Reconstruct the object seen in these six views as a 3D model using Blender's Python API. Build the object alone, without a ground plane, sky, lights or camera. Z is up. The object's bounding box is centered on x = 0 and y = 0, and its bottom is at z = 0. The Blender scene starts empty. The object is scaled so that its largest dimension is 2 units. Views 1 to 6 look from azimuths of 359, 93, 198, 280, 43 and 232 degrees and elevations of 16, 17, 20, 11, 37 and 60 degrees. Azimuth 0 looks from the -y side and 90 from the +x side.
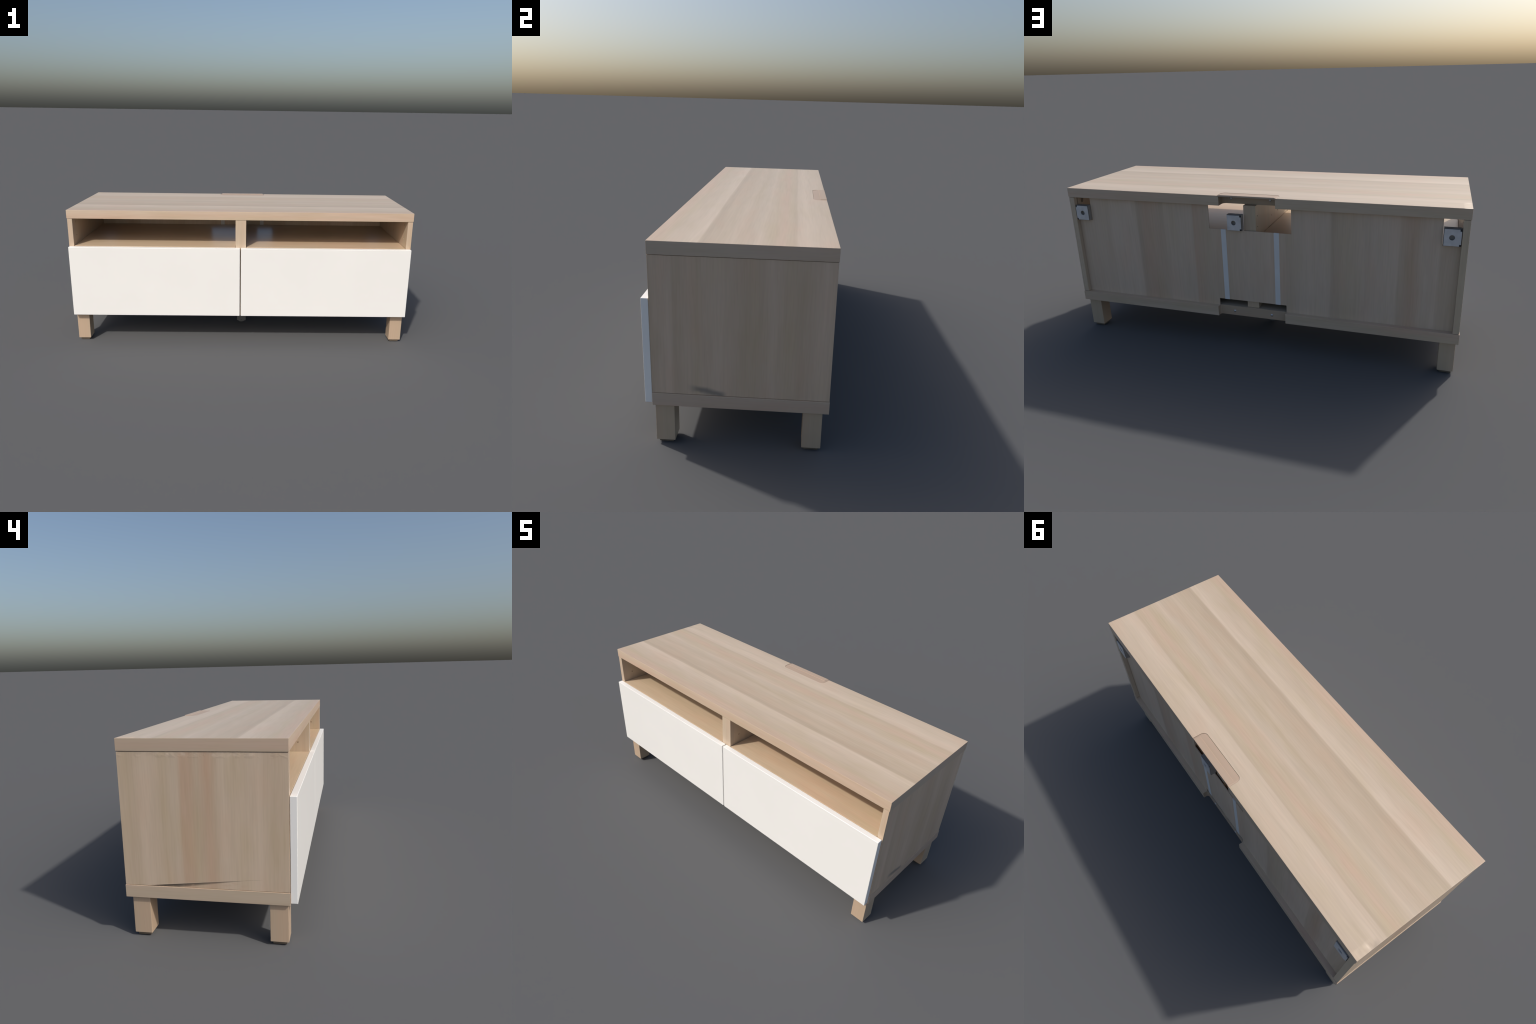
"""Low oak-effect media cabinet: two white drawer fronts, an open shelf above,
five legs, notched back with cable cover, wall brackets and joining strips."""
import bpy, bmesh, math
from mathutils import Vector, Matrix

# ------------------------------------------------------------------ sizes (m)
W = 1.0                        # half width of the top and base
Y0, Y1 = -0.3145, 0.343        # front / back of the carcass
TOP_Z0, TOP_Z1 = 0.7588, 0.8080
BASE_Z0, BASE_Z1 = 0.1705, 0.2215
SIDE_OUT, SIDE_IN = 0.9975, 0.9690
DIV = 0.0308
SHELF_Z = 0.5980
BACK_Y = 0.3185                # outer face of the back panels
BACK_T = 0.004
DRAWER_Y0, DRAWER_Y1 = -0.343, -0.3154
DRAWER_Z0, DRAWER_Z1 = 0.1780, 0.5960

# ------------------------------------------------------------------ materials
def new_mat(name):
    m = bpy.data.materials.new(name)
    m.use_nodes = True
    nt = m.node_tree
    nt.nodes.clear()
    out = nt.nodes.new("ShaderNodeOutputMaterial")
    bsdf = nt.nodes.new("ShaderNodeBsdfPrincipled")
    nt.links.new(bsdf.outputs[0], out.inputs[0])
    return m, nt, bsdf


class G:
    """Tiny helper to write node graphs as expressions."""
    def __init__(self, nt):
        self.nt = nt

    def node(self, kind, **kw):
        n = self.nt.nodes.new(kind)
        for k, v in kw.items():
            setattr(n, k, v)
        return n

    def put(self, sock, v):
        if hasattr(v, "links") or isinstance(v, bpy.types.NodeSocket):
            self.nt.links.new(v, sock)
        else:
            sock.default_value = v

    def math(self, op, a, b=0.0, c=0.0, clamp=False):
        n = self.node("ShaderNodeMath", operation=op, use_clamp=clamp)
        for s, v in zip(n.inputs, (a, b, c)):
            self.put(s, v)
        return n.outputs[0]

    def xyz(self, v):
        n = self.node("ShaderNodeSeparateXYZ")
        self.put(n.inputs[0], v)
        return n.outputs

    def vec(self, x, y, z):
        n = self.node("ShaderNodeCombineXYZ")
        for s, v in zip(n.inputs, (x, y, z)):
            self.put(s, v)
        return n.outputs[0]

    def noise(self, vec, scale, detail=2.0, rough=0.5, dist=0.0):
        n = self.node("ShaderNodeTexNoise")
        self.put(n.inputs["Vector"], vec)
        n.inputs["Scale"].default_value = scale
        n.inputs["Detail"].default_value = detail
        n.inputs["Roughness"].default_value = rough
        n.inputs["Distortion"].default_value = dist
        return n.outputs[0]

    def ramp(self, fac, stops, interp="LINEAR"):
        n = self.node("ShaderNodeValToRGB")
        r = n.color_ramp
        r.interpolation = interp
        while len(r.elements) > 1:
            r.elements.remove(r.elements[-1])
        for i, (p, c) in enumerate(stops):
            e = r.elements[0] if i == 0 else r.elements.new(p)
            e.position = p
            e.color = (*c, 1.0) if len(c) == 3 else c
        self.put(n.inputs[0], fac)
        return n.outputs[0]

    def maprange(self, v, a, b, c, d, smooth=False):
        n = self.node("ShaderNodeMapRange")
        n.clamp = True
        if smooth:
            n.interpolation_type = "SMOOTHSTEP"
        for s, x in zip(n.inputs, (v, a, b, c, d)):
            self.put(s, x)
        return n.outputs[0]

    def mix(self, fac, a, b, blend="MIX"):
        n = self.node("ShaderNodeMix", data_type="RGBA", blend_type=blend)
        self.put(n.inputs[0], fac)
        for s, v in ((n.inputs[6], a), (n.inputs[7], b)):
            self.put(s, (*v, 1.0) if isinstance(v, tuple) and len(v) == 3 else v)
        return n.outputs[2]


# one oak veneer palette: middle, pale streak, deep streak, pinkish and olive tints
OAK = (0.570, 0.456, 0.340)
TINT = {
    "m": (1.00, 1.00, 1.00),
    "l": (1.05, 1.06, 1.08),
    "L": (1.10, 1.11, 1.14),
    "d": (0.935, 0.93, 0.91),
    "D": (0.86, 0.85, 0.83),
    "p": (1.01, 0.945, 0.93),
    "P": (0.935, 0.855, 0.815),
    "o": (0.965, 0.965, 0.925),
    "g": (0.99, 1.005, 1.02),
}


def tint(code, base=OAK):
    return tuple(b * t for b, t in zip(base, TINT[code]))


def oak(name, grain, across, bands=None, lo=-1.0, hi=1.0, base=OAK,
        rough=0.34, grey_smear=None, scuff=None, painted_crease=False, dent=False, contrast=1.0, offset=0.0):
    """Oak veneer.  grain / across are axis numbers; bands lists (position, tint)
    along the across axis, the strips the veneer is laid from."""
    m, nt, bsdf = new_mat(name)
    g = G(nt)
    co = g.node("ShaderNodeTexCoord").outputs["Object"]
    ax = g.xyz(co)
    u, v = ax[grain], ax[across]
    w = ax[3 - grain - across]
    # gentle wander of the strips across the board
    wander = g.noise(g.vec(g.math("MULTIPLY_ADD", u, 1.3, offset), g.math("MULTIPLY", v, 3.0), 0.3), 1.0, 1.0)
    v2 = g.math("ADD", v, g.math("MULTIPLY", g.math("SUBTRACT", wander, 0.5), 0.012))
    vs = g.math("ADD", v2, g.math("MULTIPLY", w, 0.83))
    if bands:
        fac = g.maprange(v2, lo, hi, 0.0, 1.0)
        col = g.ramp(fac, [((p - lo) / (hi - lo), tint(c, base)) for p, c in bands])
    else:
        n = g.noise(g.vec(g.math("MULTIPLY", u, 0.35), g.math("MULTIPLY_ADD", vs, 7.0, offset), 1.7), 1.0, 2.0)
        col = g.ramp(n, [(0.25, tint("d", base)), (0.42, tint("m", base)), (0.5, tint("p", base)),
                         (0.6, tint("o", base)), (0.75, tint("l", base))])
    # broad pink / olive drift
    hue = g.noise(g.vec(g.math("MULTIPLY_ADD", u, 3.6, offset), g.math("MULTIPLY", vs, 11.0), 4.1), 1.0, 2.0)
    col = g.mix(g.maprange(hue, 0.50, 0.72, 0.0, 0.75 * contrast), col, g.mix(1.0, col, (1.02, 0.965, 0.945), "MULTIPLY"))
    col = g.mix(g.maprange(hue, 0.48, 0.28, 0.0, 0.75 * contrast), col, g.mix(1.0, col, (0.97, 0.965, 0.905), "MULTIPLY"))
    # flowing figure: long distorted rings
    fig = g.noise(g.vec(g.math("MULTIPLY_ADD", u, 2.4, offset), g.math("MULTIPLY", vs, 20.0), 8.0), 1.0, 3.0, 0.55, 0.7)
    fig = g.maprange(fig, 0.35, 0.68, 0.0, 1.0, True)
    col = g.mix(g.math("MULTIPLY", fig, 0.12 * contrast), col, g.mix(1.0, col, (0.80, 0.78, 0.74), "MULTIPLY"))
    # medium streaks
    mid = g.noise(g.vec(g.math("MULTIPLY_ADD", u, 3.2, offset), g.math("MULTIPLY", vs, 52.0), 5.5), 1.0, 2.0, 0.6, 0.3)
    col = g.mix(g.maprange(mid, 0.50, 0.72, 0.0, 0.30 * contrast), col, g.mix(1.0, col, (0.87, 0.86, 0.82), "MULTIPLY"))
    col = g.mix(g.maprange(mid, 0.48, 0.28, 0.0, 0.30 * contrast), col, g.mix(1.0, col, (1.06, 1.065, 1.07), "MULTIPLY"))
    # fine fibres
    fib = g.noise(g.vec(g.math("MULTIPLY", u, 6.0), g.math("MULTIPLY", vs, 130.0), 2.0), 1.0, 3.0, 0.6)
    fibd = g.maprange(fib, 0.45, 0.75, 0.0, 1.0)
    fibl = g.maprange(fib, 0.48, 0.25, 0.0, 1.0)
    col = g.mix(g.math("MULTIPLY", fibd, 0.28 * contrast), col, g.mix(1.0, col, (0.78, 0.76, 0.72), "MULTIPLY"))
    col = g.mix(g.math("MULTIPLY", fibl, 0.22 * contrast), col, g.mix(1.0, col, (1.13, 1.13, 1.13), "MULTIPLY"))
    if grey_smear:
        # grey smear along a slanted line: (y0, z0) -> (y1, z1)
        (ya, za), (yb, zb), width = grey_smear
        y, z = ax[1], ax[2]
        slope = (zb - za) / (yb - ya)
        jit = g.math("MULTIPLY", g.math("SUBTRACT", g.noise(co, 26.0, 2.0), 0.5), 0.018)
        line = g.math("MULTIPLY_ADD", g.math("SUBTRACT", y, ya), slope, za)
        dz = g.math("ABSOLUTE", g.math("ADD", g.math("SUBTRACT", z, line), jit))
        fade = g.math("MULTIPLY", g.maprange(y, ya - 0.03, ya + 0.03, 0.0, 1.0, True),
                      g.maprange(y, yb - 0.015, yb + 0.015, 1.0, 0.0, True))
        fac = g.math("MULTIPLY", g.maprange(dz, 0.002, width, 1.0, 0.0, True), fade)
        col = g.mix(g.math("MULTIPLY", fac, 0.72), col, (0.155, 0.15, 0.142))
    if painted_crease:
        # crease shadow painted dark under a slanted line, with a lightened edge above
        y, z = ax[1], ax[2]
        line = g.math("MULTIPLY_ADD", g.math("SUBTRACT", 0.2864, y), 0.1008, 0.2192)
        below = g.math("SUBTRACT", line, z)
        width = g.math("MAXIMUM", g.math("MULTIPLY", g.math("ADD", y, 0.15), 0.066), 0.0012)
        dark = g.maprange(g.math("DIVIDE", below, width), 0.40, 1.15, 1.0, 0.0, True)
        dark = g.math("MULTIPLY", dark, g.math("GREATER_THAN", below, 0.0))
        dark = g.math("MULTIPLY", dark, g.maprange(y, -0.22, 0.20, 0.42, 0.97))
        dark = g.math("MULTIPLY", dark, g.maprange(y, -0.215, -0.19, 0.0, 1.0))
        col = g.mix(dark, col, (0.085, 0.068, 0.052))
        lip = g.math("MULTIPLY", g.maprange(below, -0.0035, -0.0004, 0.0, 1.0), g.math("LESS_THAN", below, 0.0))
        lip = g.math("MULTIPLY", lip, g.maprange(y, -0.10, 0.05, 0.0, 0.5))
        col = g.mix(lip, col, tint("L", base))
        # mottled patches below the crease line
        mottle = g.noise(g.vec(0.0, g.math("MULTIPLY", y, 26.0), g.math("MULTIPLY", z, 60.0)), 1.0, 2.0)
        mottle = g.math("MULTIPLY", g.maprange(mottle, 0.5, 0.62, 0.0, 0.45), g.maprange(below, 0.004, 0.008, 0.0, 1.0))
        mottle = g.math("MULTIPLY", mottle, g.maprange(y, -0.17, -0.13, 0.0, 1.0))
        col = g.mix(mottle, col, tint("P", base))
    if scuff:
        z = ax[2]
        lmp = g.noise(g.vec(5.0, g.math("MULTIPLY", ax[1], 30.0), g.math("MULTIPLY", z, 45.0)), 1.0, 2.0)
        zone = g.math("MULTIPLY", g.maprange(z, scuff[0], scuff[0] + 0.014, 0.0, 1.0, True),
                      g.math("MULTIPLY", g.maprange(ax[1], -0.22, -0.18, 0.0, 1.0), g.maprange(ax[1], 0.20, 0.24, 1.0, 0.0)))
        col = g.mix(g.math("MULTIPLY", zone, g.maprange(lmp, 0.55, 0.66, 0.0, 0.8)), col, tint("L", base))
        col = g.mix(g.math("MULTIPLY", zone, g.maprange(lmp, 0.44, 0.32, 0.0, 0.6)), col, tint("D", base))
    g.put(bsdf.inputs["Base Color"], col)
    bsdf.inputs["Roughness"].default_value = rough
    bsdf.inputs["Specular IOR Level"].default_value = 0.5
    bmp = g.node("ShaderNodeBump")
    bmp.inputs["Strength"].default_value = 0.06
    bmp.inputs["Distance"].default_value = 0.002
    h = fib
    if scuff:
        # rubbed, lumpy edge strip between two heights
        z0, z1 = scuff
        z = ax[2]
        band = g.math("MULTIPLY", g.maprange(z, z0, z0 + 0.4 * (z1 - z0), 0.0, 1.0, True),
                      g.maprange(z, z1 - 0.3 * (z1 - z0), z1, 1.0, 0.6, True))
        lump = g.noise(g.vec(ax[0], g.math("MULTIPLY", ax[1], 22.0), g.math("MULTIPLY", z, 30.0)), 1.0, 2.0)
        h = g.math("ADD", fib, g.math("MULTIPLY", g.math("MULTIPLY", g.maprange(lump, 0.5, 0.75, 0.0, 1.0), band), 60.0))
    g.put(bmp.inputs["Height"], h)
    normal = bmp.outputs[0]
    if dent:
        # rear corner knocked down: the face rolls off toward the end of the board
        b2 = g.node("ShaderNodeBump")
        b2.inputs["Strength"].default_value = 1.0
        b2.inputs["Distance"].default_value = 0.007
        wob = g.math("MULTIPLY", g.math("SUBTRACT", g.noise(co, 30.0, 1.0), 0.5), 0.012)
        roll = g.maprange(g.math("ADD", ax[0], wob), -1.004, -0.962, 0.0, 1.0, True)
        zone = g.maprange(ax[1], 0.225, 0.275, 0.0, 1.0, True)
        keep = g.math("SUBTRACT", 1.0, g.math("MULTIPLY", g.math("SUBTRACT", 1.0, roll), zone))
        g.put(b2.inputs["Height"], keep)
        nt.links.new(normal, b2.inputs["Normal"])
        normal = b2.outputs[0]
    nt.links.new(normal, bsdf.inputs["Normal"])
    return m


def plain(name, color, rough=0.4, metallic=0.0, vary=0.04, scale=9.0, spec=0.5):
    m, nt, bsdf = new_mat(name)
    g = G(nt)
    co = g.node("ShaderNodeTexCoord").outputs["Object"]
    n = g.noise(co, scale, 3.0)
    lo = tuple(max(0.0, c * (1 - vary)) for c in color)
    hi = tuple(min(1.0, c * (1 + vary)) for c in color)
    g.put(bsdf.inputs["Base Color"], g.ramp(n, [(0.3, lo), (0.7, hi)]))
    g.put(bsdf.inputs["Roughness"], rough)
    bsdf.inputs["Metallic"].default_value = metallic
    bsdf.inputs["Specular IOR Level"].default_value = spec
    return m


TOP_BANDS = [(-0.315, "p"), (-0.285, "p"), (-0.255, "o"), (-0.235, "m"), (-0.205, "m"), (-0.180, "l"), (-0.160, "L"),
             (-0.137, "L"), (-0.131, "d"), (-0.118, "D"), (-0.095, "d"), (-0.060, "d"), (-0.020, "m"), (0.010, "d"), (0.050, "g"),
             (0.070, "l"), (0.078, "m"), (0.110, "o"), (0.150, "p"), (0.175, "o"), (0.197, "d"),
             (0.202, "l"), (0.235, "L"), (0.262, "l"), (0.285, "l"), (0.343, "m")]
SIDE_NEG_BANDS = [(-0.315, "m"), (-0.260, "d"), (-0.215, "m"), (-0.208, "l"), (-0.150, "m"), (-0.115, "m"), (-0.070, "l"),
                  (-0.052, "m"), (-0.040, "d"), (-0.010, "P"), (0.030, "d"), (0.060, "P"), (0.092, "P"), (0.104, "m"),
                  (0.120, "g"), (0.160, "o"), (0.200, "m"), (0.245, "l"), (0.268, "m"), (0.282, "d"), (0.343, "m")]
SIDE_POS_BANDS = [(-0.315, "d"), (-0.285, "m"), (-0.250, "l"), (-0.240, "l"), (-0.225, "d"), (-0.170, "m"), (-0.140, "o"),
                  (-0.120, "m"), (-0.070, "l"), (-0.030, "m"), (0.020, "d"), (0.060, "o"), (0.085, "d"), (0.110, "m"),
                  (0.122, "l"), (0.150, "m"), (0.180, "o"), (0.230, "d"), (0.280, "m"), (0.310, "l"), (0.343, "m")]
BACK_BANDS = [(-0.970, "d"), (-0.888, "d"), (-0.884, "l"), (-0.825, "g"), (-0.815, "m"), (-0.770, "P"), (-0.712, "d"), (-0.706, "l"),
              (-0.556, "g"), (-0.550, "m"), (-0.470, "o"), (-0.404, "D"), (-0.397, "g"), (-0.300, "l"), (-0.240, "g"),
              (-0.205, "d"), (-0.112, "m"), (-0.108, "l"), (-0.083, "l"), (-0.078, "m"), (0.030, "g"), (0.130, "d"),
              (0.225, "d"), (0.296, "P"), (0.301, "g"), (0.455, "m"), (0.461, "d"), (0.560, "P"), (0.610, "D"),
              (0.620, "l"), (0.776, "g")]
BACK_BANDS = BACK_BANDS[:-1] + [(0.774, "l"), (0.781, "m")]

M_TOP = oak("oak_top_lengthwise", 0, 1, TOP_BANDS, Y0, Y1, dent=True)
M_EDGE_X = oak("oak_edge_lengthwise", 0, 2, base=(0.575, 0.455, 0.345), rough=0.38)
M_EDGE_Y = oak("oak_edge_crosswise", 1, 2, base=(0.520, 0.420, 0.326), rough=0.40, offset=3.1, contrast=0.7)
M_SIDE_NEG = oak("oak_side_scuffed", 2, 1, SIDE_NEG_BANDS, Y0, Y1, rough=0.42, base=(0.580, 0.456, 0.340), scuff=(0.733, 0.760), painted_crease=True)
M_SIDE_POS = oak("oak_side_grey_smear", 2, 1, SIDE_POS_BANDS, Y0, Y1, rough=0.42, base=(0.600, 0.464, 0.346),
                 grey_smear=((-0.160, 0.2490), (-0.045, 0.2275), 0.0210))
M_SIDE_IN = oak("oak_upright", 2, 1, rough=0.36, offset=7.7)
M_BACK = oak("oak_back_board", 2, 0, BACK_BANDS, -0.97, 0.97, rough=0.45, base=(0.625, 0.488, 0.372), contrast=1.05, offset=2.0)
M_SHELF = oak("oak_shelf", 0, 1, rough=0.31, base=(0.580, 0.450, 0.315), offset=12.4, contrast=1.0)
M_LEG = oak("oak_leg", 2, 1, base=(0.505, 0.398, 0.286), rough=0.4, offset=5.2, contrast=0.6)
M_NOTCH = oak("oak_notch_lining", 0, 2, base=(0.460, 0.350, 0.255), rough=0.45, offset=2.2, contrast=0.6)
M_COVER = oak("oak_cover_strip", 0, 1, base=(0.460, 0.342, 0.255), rough=0.4, offset=9.3, contrast=0.5)
M_COVER_LIP = oak("oak_cover_lip", 0, 1, base=(0.490, 0.372, 0.276), rough=0.4, offset=1.3, contrast=0.4)
M_WHITE = plain("white_lacquer", (0.855, 0.846, 0.814), 0.32, vary=0.012, scale=3.0)
M_WHITE_LIGHTENED = plain("white_edge_lightened", (0.895, 0.885, 0.855), 0.32, vary=0.012, scale=3.0)
M_STRIP = plain("grey_white_profile", (0.70, 0.70, 0.695), 0.4, vary=0.03)
M_PLATE = plain("zinc_plate", (0.62, 0.60, 0.59), 0.38, metallic=0.1, vary=0.10, scale=30.0)
M_BODY = plain("grey_bracket_plastic", (0.33, 0.30, 0.27), 0.5)
M_DARK = plain("brown_felt", (0.16, 0.125, 0.09), 0.8)
M_GAP = plain("black_outline", (0.03, 0.03, 0.03), 0.7)
M_STEEL = plain("screw_steel", (0.55, 0.56, 0.58), 0.35, metallic=0.8)
M_POST = plain("grey_support_metal", (0.17, 0.17, 0.165), 0.45)

# ------------------------------------------------------------------ geometry
ROOT = bpy.data.objects.new("media_cabinet", None)
bpy.context.scene.collection.objects.link(ROOT)
ROOT["label"] = "low oak media cabinet with two white drawer fronts"
ROOT["category"] = "tv stand"


def link(me, name, parent, mats):
    for m in (mats if isinstance(mats, (list, tuple)) else [mats]):
        me.materials.append(m)
    ob = bpy.data.objects.new(name, me)
    bpy.context.scene.collection.objects.link(ob)
    ob.parent = parent
    return ob


def to_mesh(bm, name):
    bmesh.ops.recalc_face_normals(bm, faces=bm.faces)
    me = bpy.data.meshes.new(name)
    bm.to_mesh(me)
    bm.free()
    return me


def finish(ob, end_axis=None, angle=40.0):
    """Smooth by angle, area-weighted normals; faces along end_axis take slot 1."""
    me = ob.data
    for p in me.polygons:
        p.use_smooth = True
        if end_axis is not None and len(me.materials) > 1:
            n = p.normal
            p.material_index = end_axis(n, p.center)
    me.set_sharp_from_angle(angle=math.radians(angle))
    wn = ob.modifiers.new("weighted_normal", "WEIGHTED_NORMAL")
    wn.keep_sharp = True
    return ob


def box_bm(lo, hi, r=0.0015, seg=2):
    bm = bmesh.new()
    bmesh.ops.create_cube(bm, size=1.0)
    lo, hi = Vector(lo), Vector(hi)
    for v in bm.verts:
        v.co = Vector([(lo[i] + hi[i]) / 2 + v.co[i] * (hi[i] - lo[i]) for i in range(3)])
    if r:
        bmesh.ops.bevel(bm, geom=bm.edges[:], offset=r, segments=seg, affect="EDGES", profile=0.5)
    return bm


def prism_bm(poly, axis, a, b, r=0.0, seg=2):
    """Extrude a 2D polygon along an axis from a to b."""
    bm = bmesh.new()
    put = {0: lambda p, t: (t, p[0], p[1]), 1: lambda p, t: (p[0], t, p[1]), 2: lambda p, t: (p[0], p[1], t)}[axis]
    va = [bm.verts.new(put(p, a)) for p in poly]
    vb = [bm.verts.new(put(p, b)) for p in poly]
    bm.faces.new(va)
    bm.faces.new(vb[::-1])
    n = len(poly)
    for i in range(n):
        j = (i + 1) % n
        bm.faces.new((va[j], va[i], vb[i], vb[j]))
    bmesh.ops.recalc_face_normals(bm, faces=bm.faces)
    if r:
        caps = [e for e in bm.edges if abs(e.verts[0].co[axis] - e.verts[1].co[axis]) < 1e-7]
        bmesh.ops.bevel(bm, geom=caps, offset=r, segments=seg, affect="EDGES", profile=0.5)
    return bm


def round_corner(c, r, a0, a1, n=6):
    """Arc points about centre c from angle a0 to a1 (degrees)."""
    return [(c[0] + r * math.cos(math.radians(a0 + (a1 - a0) * i / n)),
             c[1] + r * math.sin(math.radians(a0 + (a1 - a0) * i / n))) for i in range(n + 1)]


def cylinder_bm(center, radius, depth, axis, verts=24):
    bm = bmesh.new()
    rot = {0: Matrix.Rotation(math.pi / 2, 4, "Y"), 1: Matrix.Rotation(math.pi / 2, 4, "X"), 2: Matrix.Identity(4)}[axis]
    bmesh.ops.create_cone(bm, cap_ends=True, segments=verts, radius1=radius, radius2=radius, depth=depth,
                          matrix=Matrix.Translation(center) @ rot)
    return bm


def cut(ob, cutters):
    """Subtract bmeshes from ob and bake the result."""
    col = bpy.context.scene.collection
    temp = []
    for i, bm in enumerate(cutters):
        c = bpy.data.objects.new("cutter", to_mesh(bm, "cutter"))
        col.objects.link(c)
        temp.append(c)
        mod = ob.modifiers.new("cut%d" % i, "BOOLEAN")
        mod.operation = "DIFFERENCE"
        mod.solver = "EXACT"
        mod.object = c
    dg = bpy.context.evaluated_depsgraph_get()
    dg.update()
    me = bpy.data.meshes.new_from_object(ob.evaluated_get(dg), depsgraph=dg)
    ob.modifiers.clear()
    old = ob.data
    mats = list(old.materials)
    ob.data = me
    bpy.data.meshes.remove(old)
    me.materials.clear()
    for m in mats:
        me.materials.append(m)
    for c in temp:
        d = c.data
        bpy.data.objects.remove(c)
        bpy.data.meshes.remove(d)
    return ob


def box(name, lo, hi, mats, parent=ROOT, r=0.0015, cuts=(), ends=None, seg=2):
    ob = link(to_mesh(box_bm(lo, hi, r, seg), name), name, parent, mats)
    if cuts:
        cut(ob, cuts)
    return finish(ob, ends)


# ---- top panel: notch at the back, rebate for the cable cover
NX, NY = 0.1420, 0.2865


def notch(half, y_in, rad, y_out, z0, z1):
    pts = [(half, y_out)] + round_corner((half - rad, y_in + rad), rad, 0, -90)
    pts += round_corner((-half + rad, y_in + rad), rad, 270, 180) + [(-half, y_out)]
    return prism_bm(pts, 2, z0, z1)


def top_slot(n, c):
    if n.z > 0.5 or n.z < -0.5:
        return 0
    if abs(n.x) > 0.7 and abs(c.x) > 0.9:
        return 2
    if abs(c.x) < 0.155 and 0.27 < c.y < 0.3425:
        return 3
    return 1


top = box("top_panel", (-W, -0.3150, TOP_Z0), (W, Y1, TOP_Z1), [M_TOP, M_EDGE_X, M_EDGE_Y, M_NOTCH], r=0.0016,
          cuts=[notch(NX, NY, 0.020, 0.4, 0.7, 0.9), notch(0.1495, 0.2780, 0.024, 0.4, 0.8025, 0.9)], ends=top_slot)

# cable cover: a tapered strip let into the rebate, with a raised outer strip
pts = [(0.1484, 0.3428)] + round_corner((0.1484 - 0.023, 0.2790 + 0.023), 0.023, 0, -90) \
    + round_corner((-0.1484 + 0.023, 0.2790 + 0.023), 0.023, 270, 180) + [(-0.1484, 0.3428)]
bm = prism_bm(pts, 2, 0.8028, 0.8072, 0.0006, 1)
bmesh.ops.bisect_plane(bm, geom=bm.verts[:] + bm.edges[:] + bm.faces[:], plane_co=(0, 0.3105, 0), plane_no=(0, 1, 0))
bmesh.ops.bisect_plane(bm, geom=bm.verts[:] + bm.edges[:] + bm.faces[:], plane_co=(0.139, 0, 0), plane_no=(1, 0, 0))
bmesh.ops.bisect_plane(bm, geom=bm.verts[:] + bm.edges[:] + bm.faces[:], plane_co=(-0.1385, 0, 0), plane_no=(1, 0, 0))
for v in bm.verts:                                     # inner part ramps up to the raised lip
    if v.co.z > 0.8055 and abs(v.co.x) < 0.1395:
        v.co.z += 0.0030 * max(0.0, min(1.0, (v.co.y - 0.282) / 0.0285))
cover = finish(link(to_mesh(bm, "cable_cover"), "cable_cover", top, M_COVER))
box("cover_strip", (-0.1385, 0.3105, 0.8034), (0.1390, 0.3430, 0.8113), M_COVER_LIP, parent=top, r=0.0018)

# ---- base panel with its own notch
def base_slot(n, c):
    if abs(n.x) > 0.7 and abs(c.x) > 0.9:
        return 1
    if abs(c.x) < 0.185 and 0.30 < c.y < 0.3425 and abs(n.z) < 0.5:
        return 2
    return 0


base = box("base_panel", (-W, Y0, BASE_Z0), (W, Y1, BASE_Z1), [M_EDGE_X, M_EDGE_Y, M_NOTCH], r=0.0016,
           cuts=[notch(0.1800, 0.3150, 0.012, 0.4, 0.1, 0.3)], ends=base_slot)

# ---- uprights: pin holes, connector holes, groove for the back boards
PIN_Y = (0.2836, 0.0685, -0.0385, -0.2523)
PIN_Z = 0.6493


def upright_holes(x, depth=0.010):
    cs = [cylinder_bm((x, y, PIN_Z), 0.0036, depth, 0, 12) for y in PIN_Y]
    cs += [cylinder_bm((x, 0.2836, 0.7036), 0.0036, depth, 0, 12)]
    return cs


def connector_holes(x, depth=0.014):
    return [cylinder_bm((x, 0.2800, 0.7300), 0.0105, depth, 0, 20), cylinder_bm((x, -0.2523, 0.7285), 0.0060, depth, 0, 16)]


def side_slot(n, c):
    return 0 if abs(n.x) > 0.7 and abs(c.x) > 0.98 else 1


for s, mat in ((-1, M_SIDE_NEG), (1, M_SIDE_POS)):
    xi, xo = s * SIDE_IN, s * SIDE_OUT
    lo = (min(xi, xo), Y0 + 0.0005, BASE_Z1 + 0.0012)
    hi = (max(xi, xo), Y1 - 0.0012, TOP_Z0 - 0.0016)
    cuts = upright_holes(xi) + connector_holes(xi)
    cuts.append(box_bm((min(xi - s * 0.02, xi + s * 0.006), BACK_Y - BACK_T - 0.001, 0.20),
                       (max(xi - s * 0.02, xi + s * 0.006), BACK_Y + 0.001, 0.78), 0))
    if s < 0:
        # shallow wedge recess under the painted crease: deepest at the back,
        # running out to nothing toward the front
        za = lambda y: 0.2192 + (0.2864 - y) * 0.1008
        ya, yb = 0.262, -0.150
        bm = bmesh.new()
        v = [bm.verts.new(p) for p in (
            (-1.02, ya, 0.2120), (-1.02, ya, za(ya)), (-0.9975 + 0.0030, ya, za(ya)), (-0.9975 + 0.0030, ya, 0.2120),
            (-1.02, yb, 0.2120), (-1.02, yb, za(yb)), (-0.9978, yb, za(yb)), (-0.9978, yb, 0.2120))]
        for f in ((0, 1, 2, 3), (7, 6, 5, 4), (0, 4, 5, 1), (1, 5, 6, 2), (2, 6, 7, 3), (3, 7, 4, 0)):
            bm.faces.new([v[i] for i in f])
        cuts.append(bm)
    box("side_panel", lo, hi, [mat, M_SIDE_IN], r=0.0012, cuts=cuts, ends=side_slot)

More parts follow.
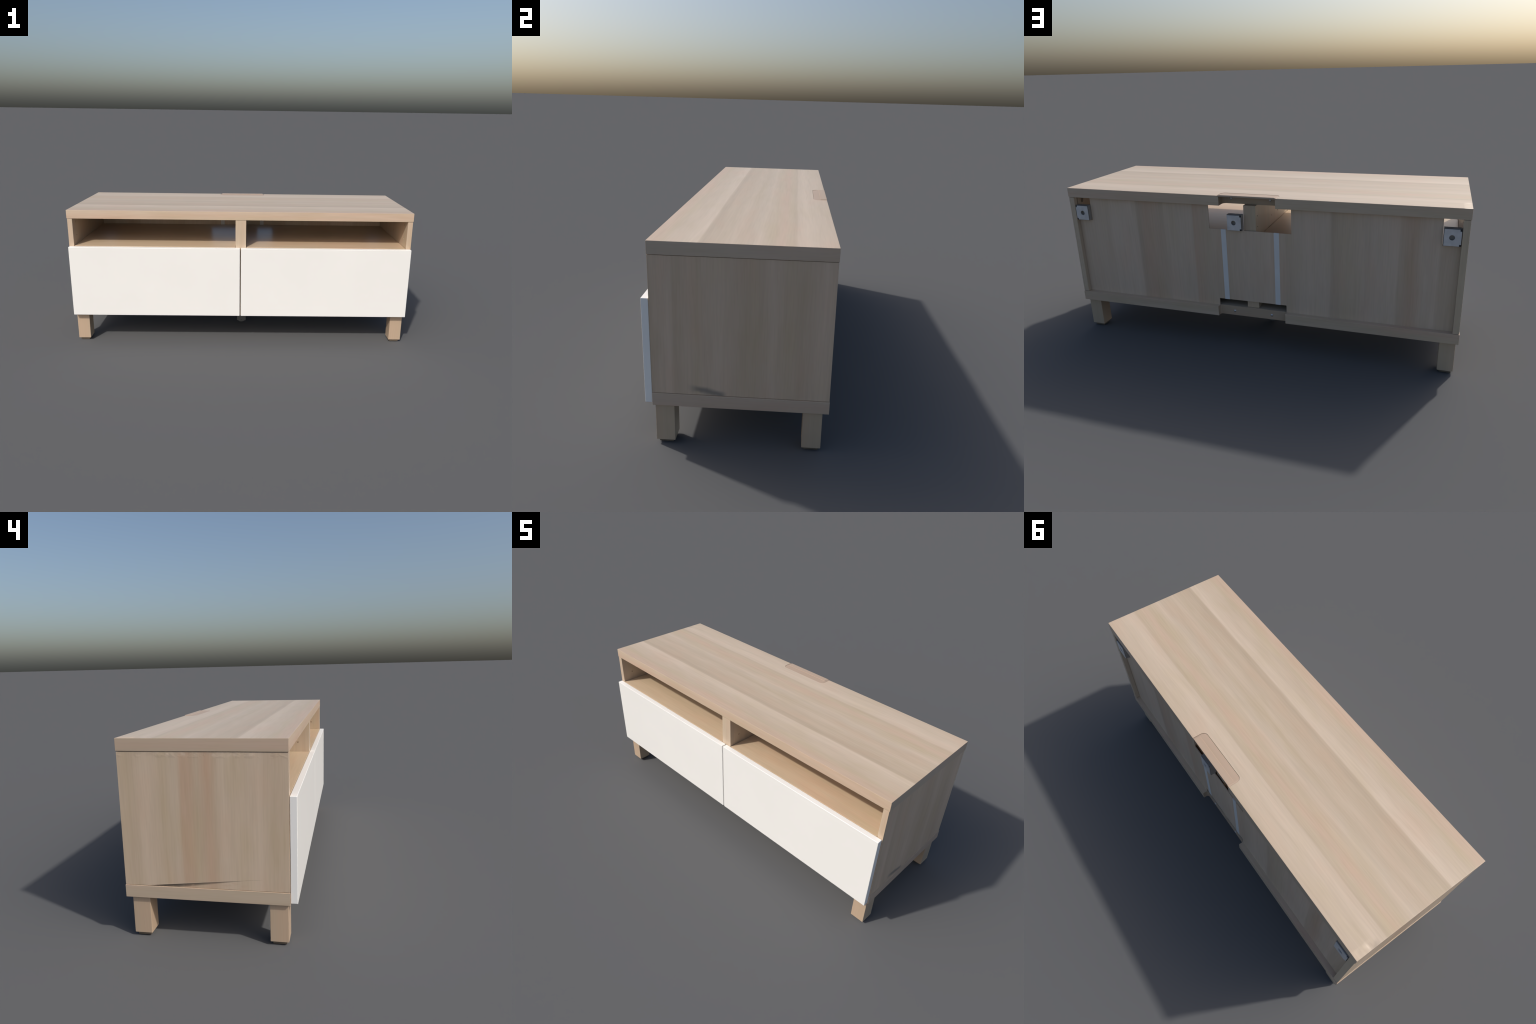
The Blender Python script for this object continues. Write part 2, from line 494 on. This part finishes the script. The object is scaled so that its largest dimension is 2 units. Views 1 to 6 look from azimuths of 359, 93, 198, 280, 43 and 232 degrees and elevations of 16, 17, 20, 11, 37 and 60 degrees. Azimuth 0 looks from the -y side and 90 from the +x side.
box("divider", (-DIV, Y0 + 0.0005, BASE_Z1 + 0.0010), (DIV, 0.3080, TOP_Z0 - 0.0014), M_SIDE_IN, r=0.0012,
    cuts=upright_holes(-DIV) + upright_holes(DIV) + connector_holes(DIV))

# ---- shelves over the drawers
for x0, x1 in ((-SIDE_IN + 0.0015, -DIV - 0.0018), (DIV + 0.0018, SIDE_IN - 0.0015)):
    box("shelf", (x0, -0.3142, SHELF_Z - 0.030), (x1, 0.3000, SHELF_Z), M_SHELF, r=0.0012)

# ---- back boards: two outer boards with cut-outs, one between them
OPEN_Z, OPEN_X = 0.6335, 0.2110
LOW_Z, LOW_X = 0.2592, 0.1800
CORNER_X = 0.8895
JOIN = 0.1365
for s in (-1, 1):
    poly = [(s * 0.9735, BASE_Z1), (s * 0.9735, OPEN_Z), (s * CORNER_X, OPEN_Z), (s * CORNER_X, TOP_Z0 - 0.001),
            (s * OPEN_X, TOP_Z0 - 0.001), (s * OPEN_X, OPEN_Z), (s * JOIN, OPEN_Z), (s * JOIN, LOW_Z), (s * LOW_X, LOW_Z),
            (s * LOW_X, BASE_Z1)]
    finish(link(to_mesh(prism_bm(poly, 1, BACK_Y - BACK_T, BACK_Y), "back_board"), "back_board", ROOT, M_BACK))
poly = [(-JOIN + 0.002, LOW_Z), (JOIN - 0.002, LOW_Z), (JOIN - 0.002, OPEN_Z), (-JOIN + 0.002, OPEN_Z)]
finish(link(to_mesh(prism_bm(poly, 1, BACK_Y - BACK_T, BACK_Y), "back_board"), "back_board", ROOT, M_BACK))
for s in (-1, 1):
    box("joining_strip", (s * JOIN - 0.0130, BACK_Y - BACK_T - 0.0012, LOW_Z - 0.0005),
        (s * JOIN + 0.0130, BACK_Y + 0.0012, OPEN_Z + 0.0005), M_STRIP, r=0.0004, seg=1)

# ---- drawer fronts: lacquered face, edge faces in a slightly whiter tone all round
def drawer_slot(n, c):
    return 1 if abs(n.y) < 0.5 else 0


box("drawer_front", (-0.9950, DRAWER_Y0, DRAWER_Z0), (-0.0046, DRAWER_Y1, DRAWER_Z1), [M_WHITE, M_WHITE_LIGHTENED], r=0.0020, seg=3, ends=drawer_slot)
box("drawer_front", (0.0019, DRAWER_Y0, DRAWER_Z0), (0.9950, DRAWER_Y1, DRAWER_Z1), [M_WHITE, M_WHITE_LIGHTENED], r=0.0020, seg=3, ends=drawer_slot)

# ---- legs with felt pads
LEG_W = 0.0726
leg_me = to_mesh(box_bm((-LEG_W / 2, -LEG_W / 2, 0.0128), (LEG_W / 2, LEG_W / 2, BASE_Z0 - 0.0005), 0.0022, 2), "leg")
pad_me = to_mesh(box_bm((-0.0270, -0.0270, 0.0), (0.0270, 0.0270, 0.0126), 0.0010, 1), "foot_pad")
first = None
for sx in (-1, 1):
    for y in (-0.2705, 0.2838):
        if first is None:
            leg = link(leg_me, "leg", ROOT, M_LEG)
            pad = link(pad_me, "foot_pad", leg, M_DARK)
            finish(leg)
            finish(pad)
            first = (leg, pad)
        else:
            leg = first[0].copy()
            pad = first[1].copy()
            bpy.context.scene.collection.objects.link(leg)
            bpy.context.scene.collection.objects.link(pad)
            leg.parent = ROOT
            pad.parent = leg
        leg.location = (sx * 0.9527, y, 0.0)

# ---- support leg under the middle of the base
post = box("support_leg", (-0.0270, -0.0290, 0.0165), (0.0310, 0.0290, BASE_Z0 - 0.0005), M_POST, r=0.0015,
           cuts=[cylinder_bm((0.0020, -0.0290, 0.022), 0.0040, 0.01, 1, 12)])
bm = cylinder_bm((0.0020, 0.0, 0.0105), 0.0205, 0.012, 2, 32)
finish(link(to_mesh(bm, "support_foot"), "support_foot", post, M_POST))

# ---- wall brackets: plastic body, zinc plate with a screw hole
def bracket(x_mount, s):
    """s is the direction in which the bracket extends from its mounting face."""
    xa, xb = x_mount + s * 0.0005, x_mount + s * 0.0755
    zc0, zc1 = 0.6370, 0.7160
    hx = x_mount + s * 0.0405
    hole = lambda: cylinder_bm((hx, 0.346, 0.6765), 0.0120, 0.040, 1, 28)
    body = box("wall_bracket", (min(xa, xb), 0.3100, zc0), (max(xa, xb), 0.3370, zc1), [M_BODY, M_GAP], r=0.0012, cuts=[hole()],
               ends=lambda n, c: 1 if n.y > 0.5 and c.y > 0.335 else 0)
    pa, pb = xa + s * 0.0016, xb - s * 0.0018
    corner = []
    for z0, z1 in ((zc1 - 0.0105, zc1 + 0.01), (zc0 - 0.01, zc0 + 0.0105)):
        corner.append(box_bm((min(pa - s * 0.01, pa + s * 0.0075), 0.33, z0), (max(pa - s * 0.01, pa + s * 0.0075), 0.35, z1), 0))
    box("mounting_plate", (min(pa, pb), 0.3372, zc0 + 0.0020), (max(pa, pb), 0.3412, zc1 - 0.0020), M_PLATE, parent=body,
        r=0.0008, cuts=[hole()] + corner)


bracket(DIV + 0.0003, 1)
bracket(SIDE_IN - 0.0008, -1)
bracket(-SIDE_IN + 0.0008, 1)

# ---- screws in the two notches
def screw_mesh():
    bm = bmesh.new()
    bmesh.ops.create_uvsphere(bm, u_segments=16, v_segments=10, radius=0.0068)
    for v in bm.verts:
        v.co.y *= 0.6
    me = to_mesh(bm, "screw")
    for p in me.polygons:
        p.use_smooth = True
    me.materials.append(M_STEEL)
    return me


sm = screw_mesh()
for x, y, z in ((0.0995, NY, 0.7845), (-0.0998, NY, 0.7845), (0.1000, 0.315, 0.1945), (-0.1005, 0.315, 0.1940)):
    ob = bpy.data.objects.new("screw", sm)
    bpy.context.scene.collection.objects.link(ob)
    ob.parent = ROOT
    ob.location = (x, y, z)
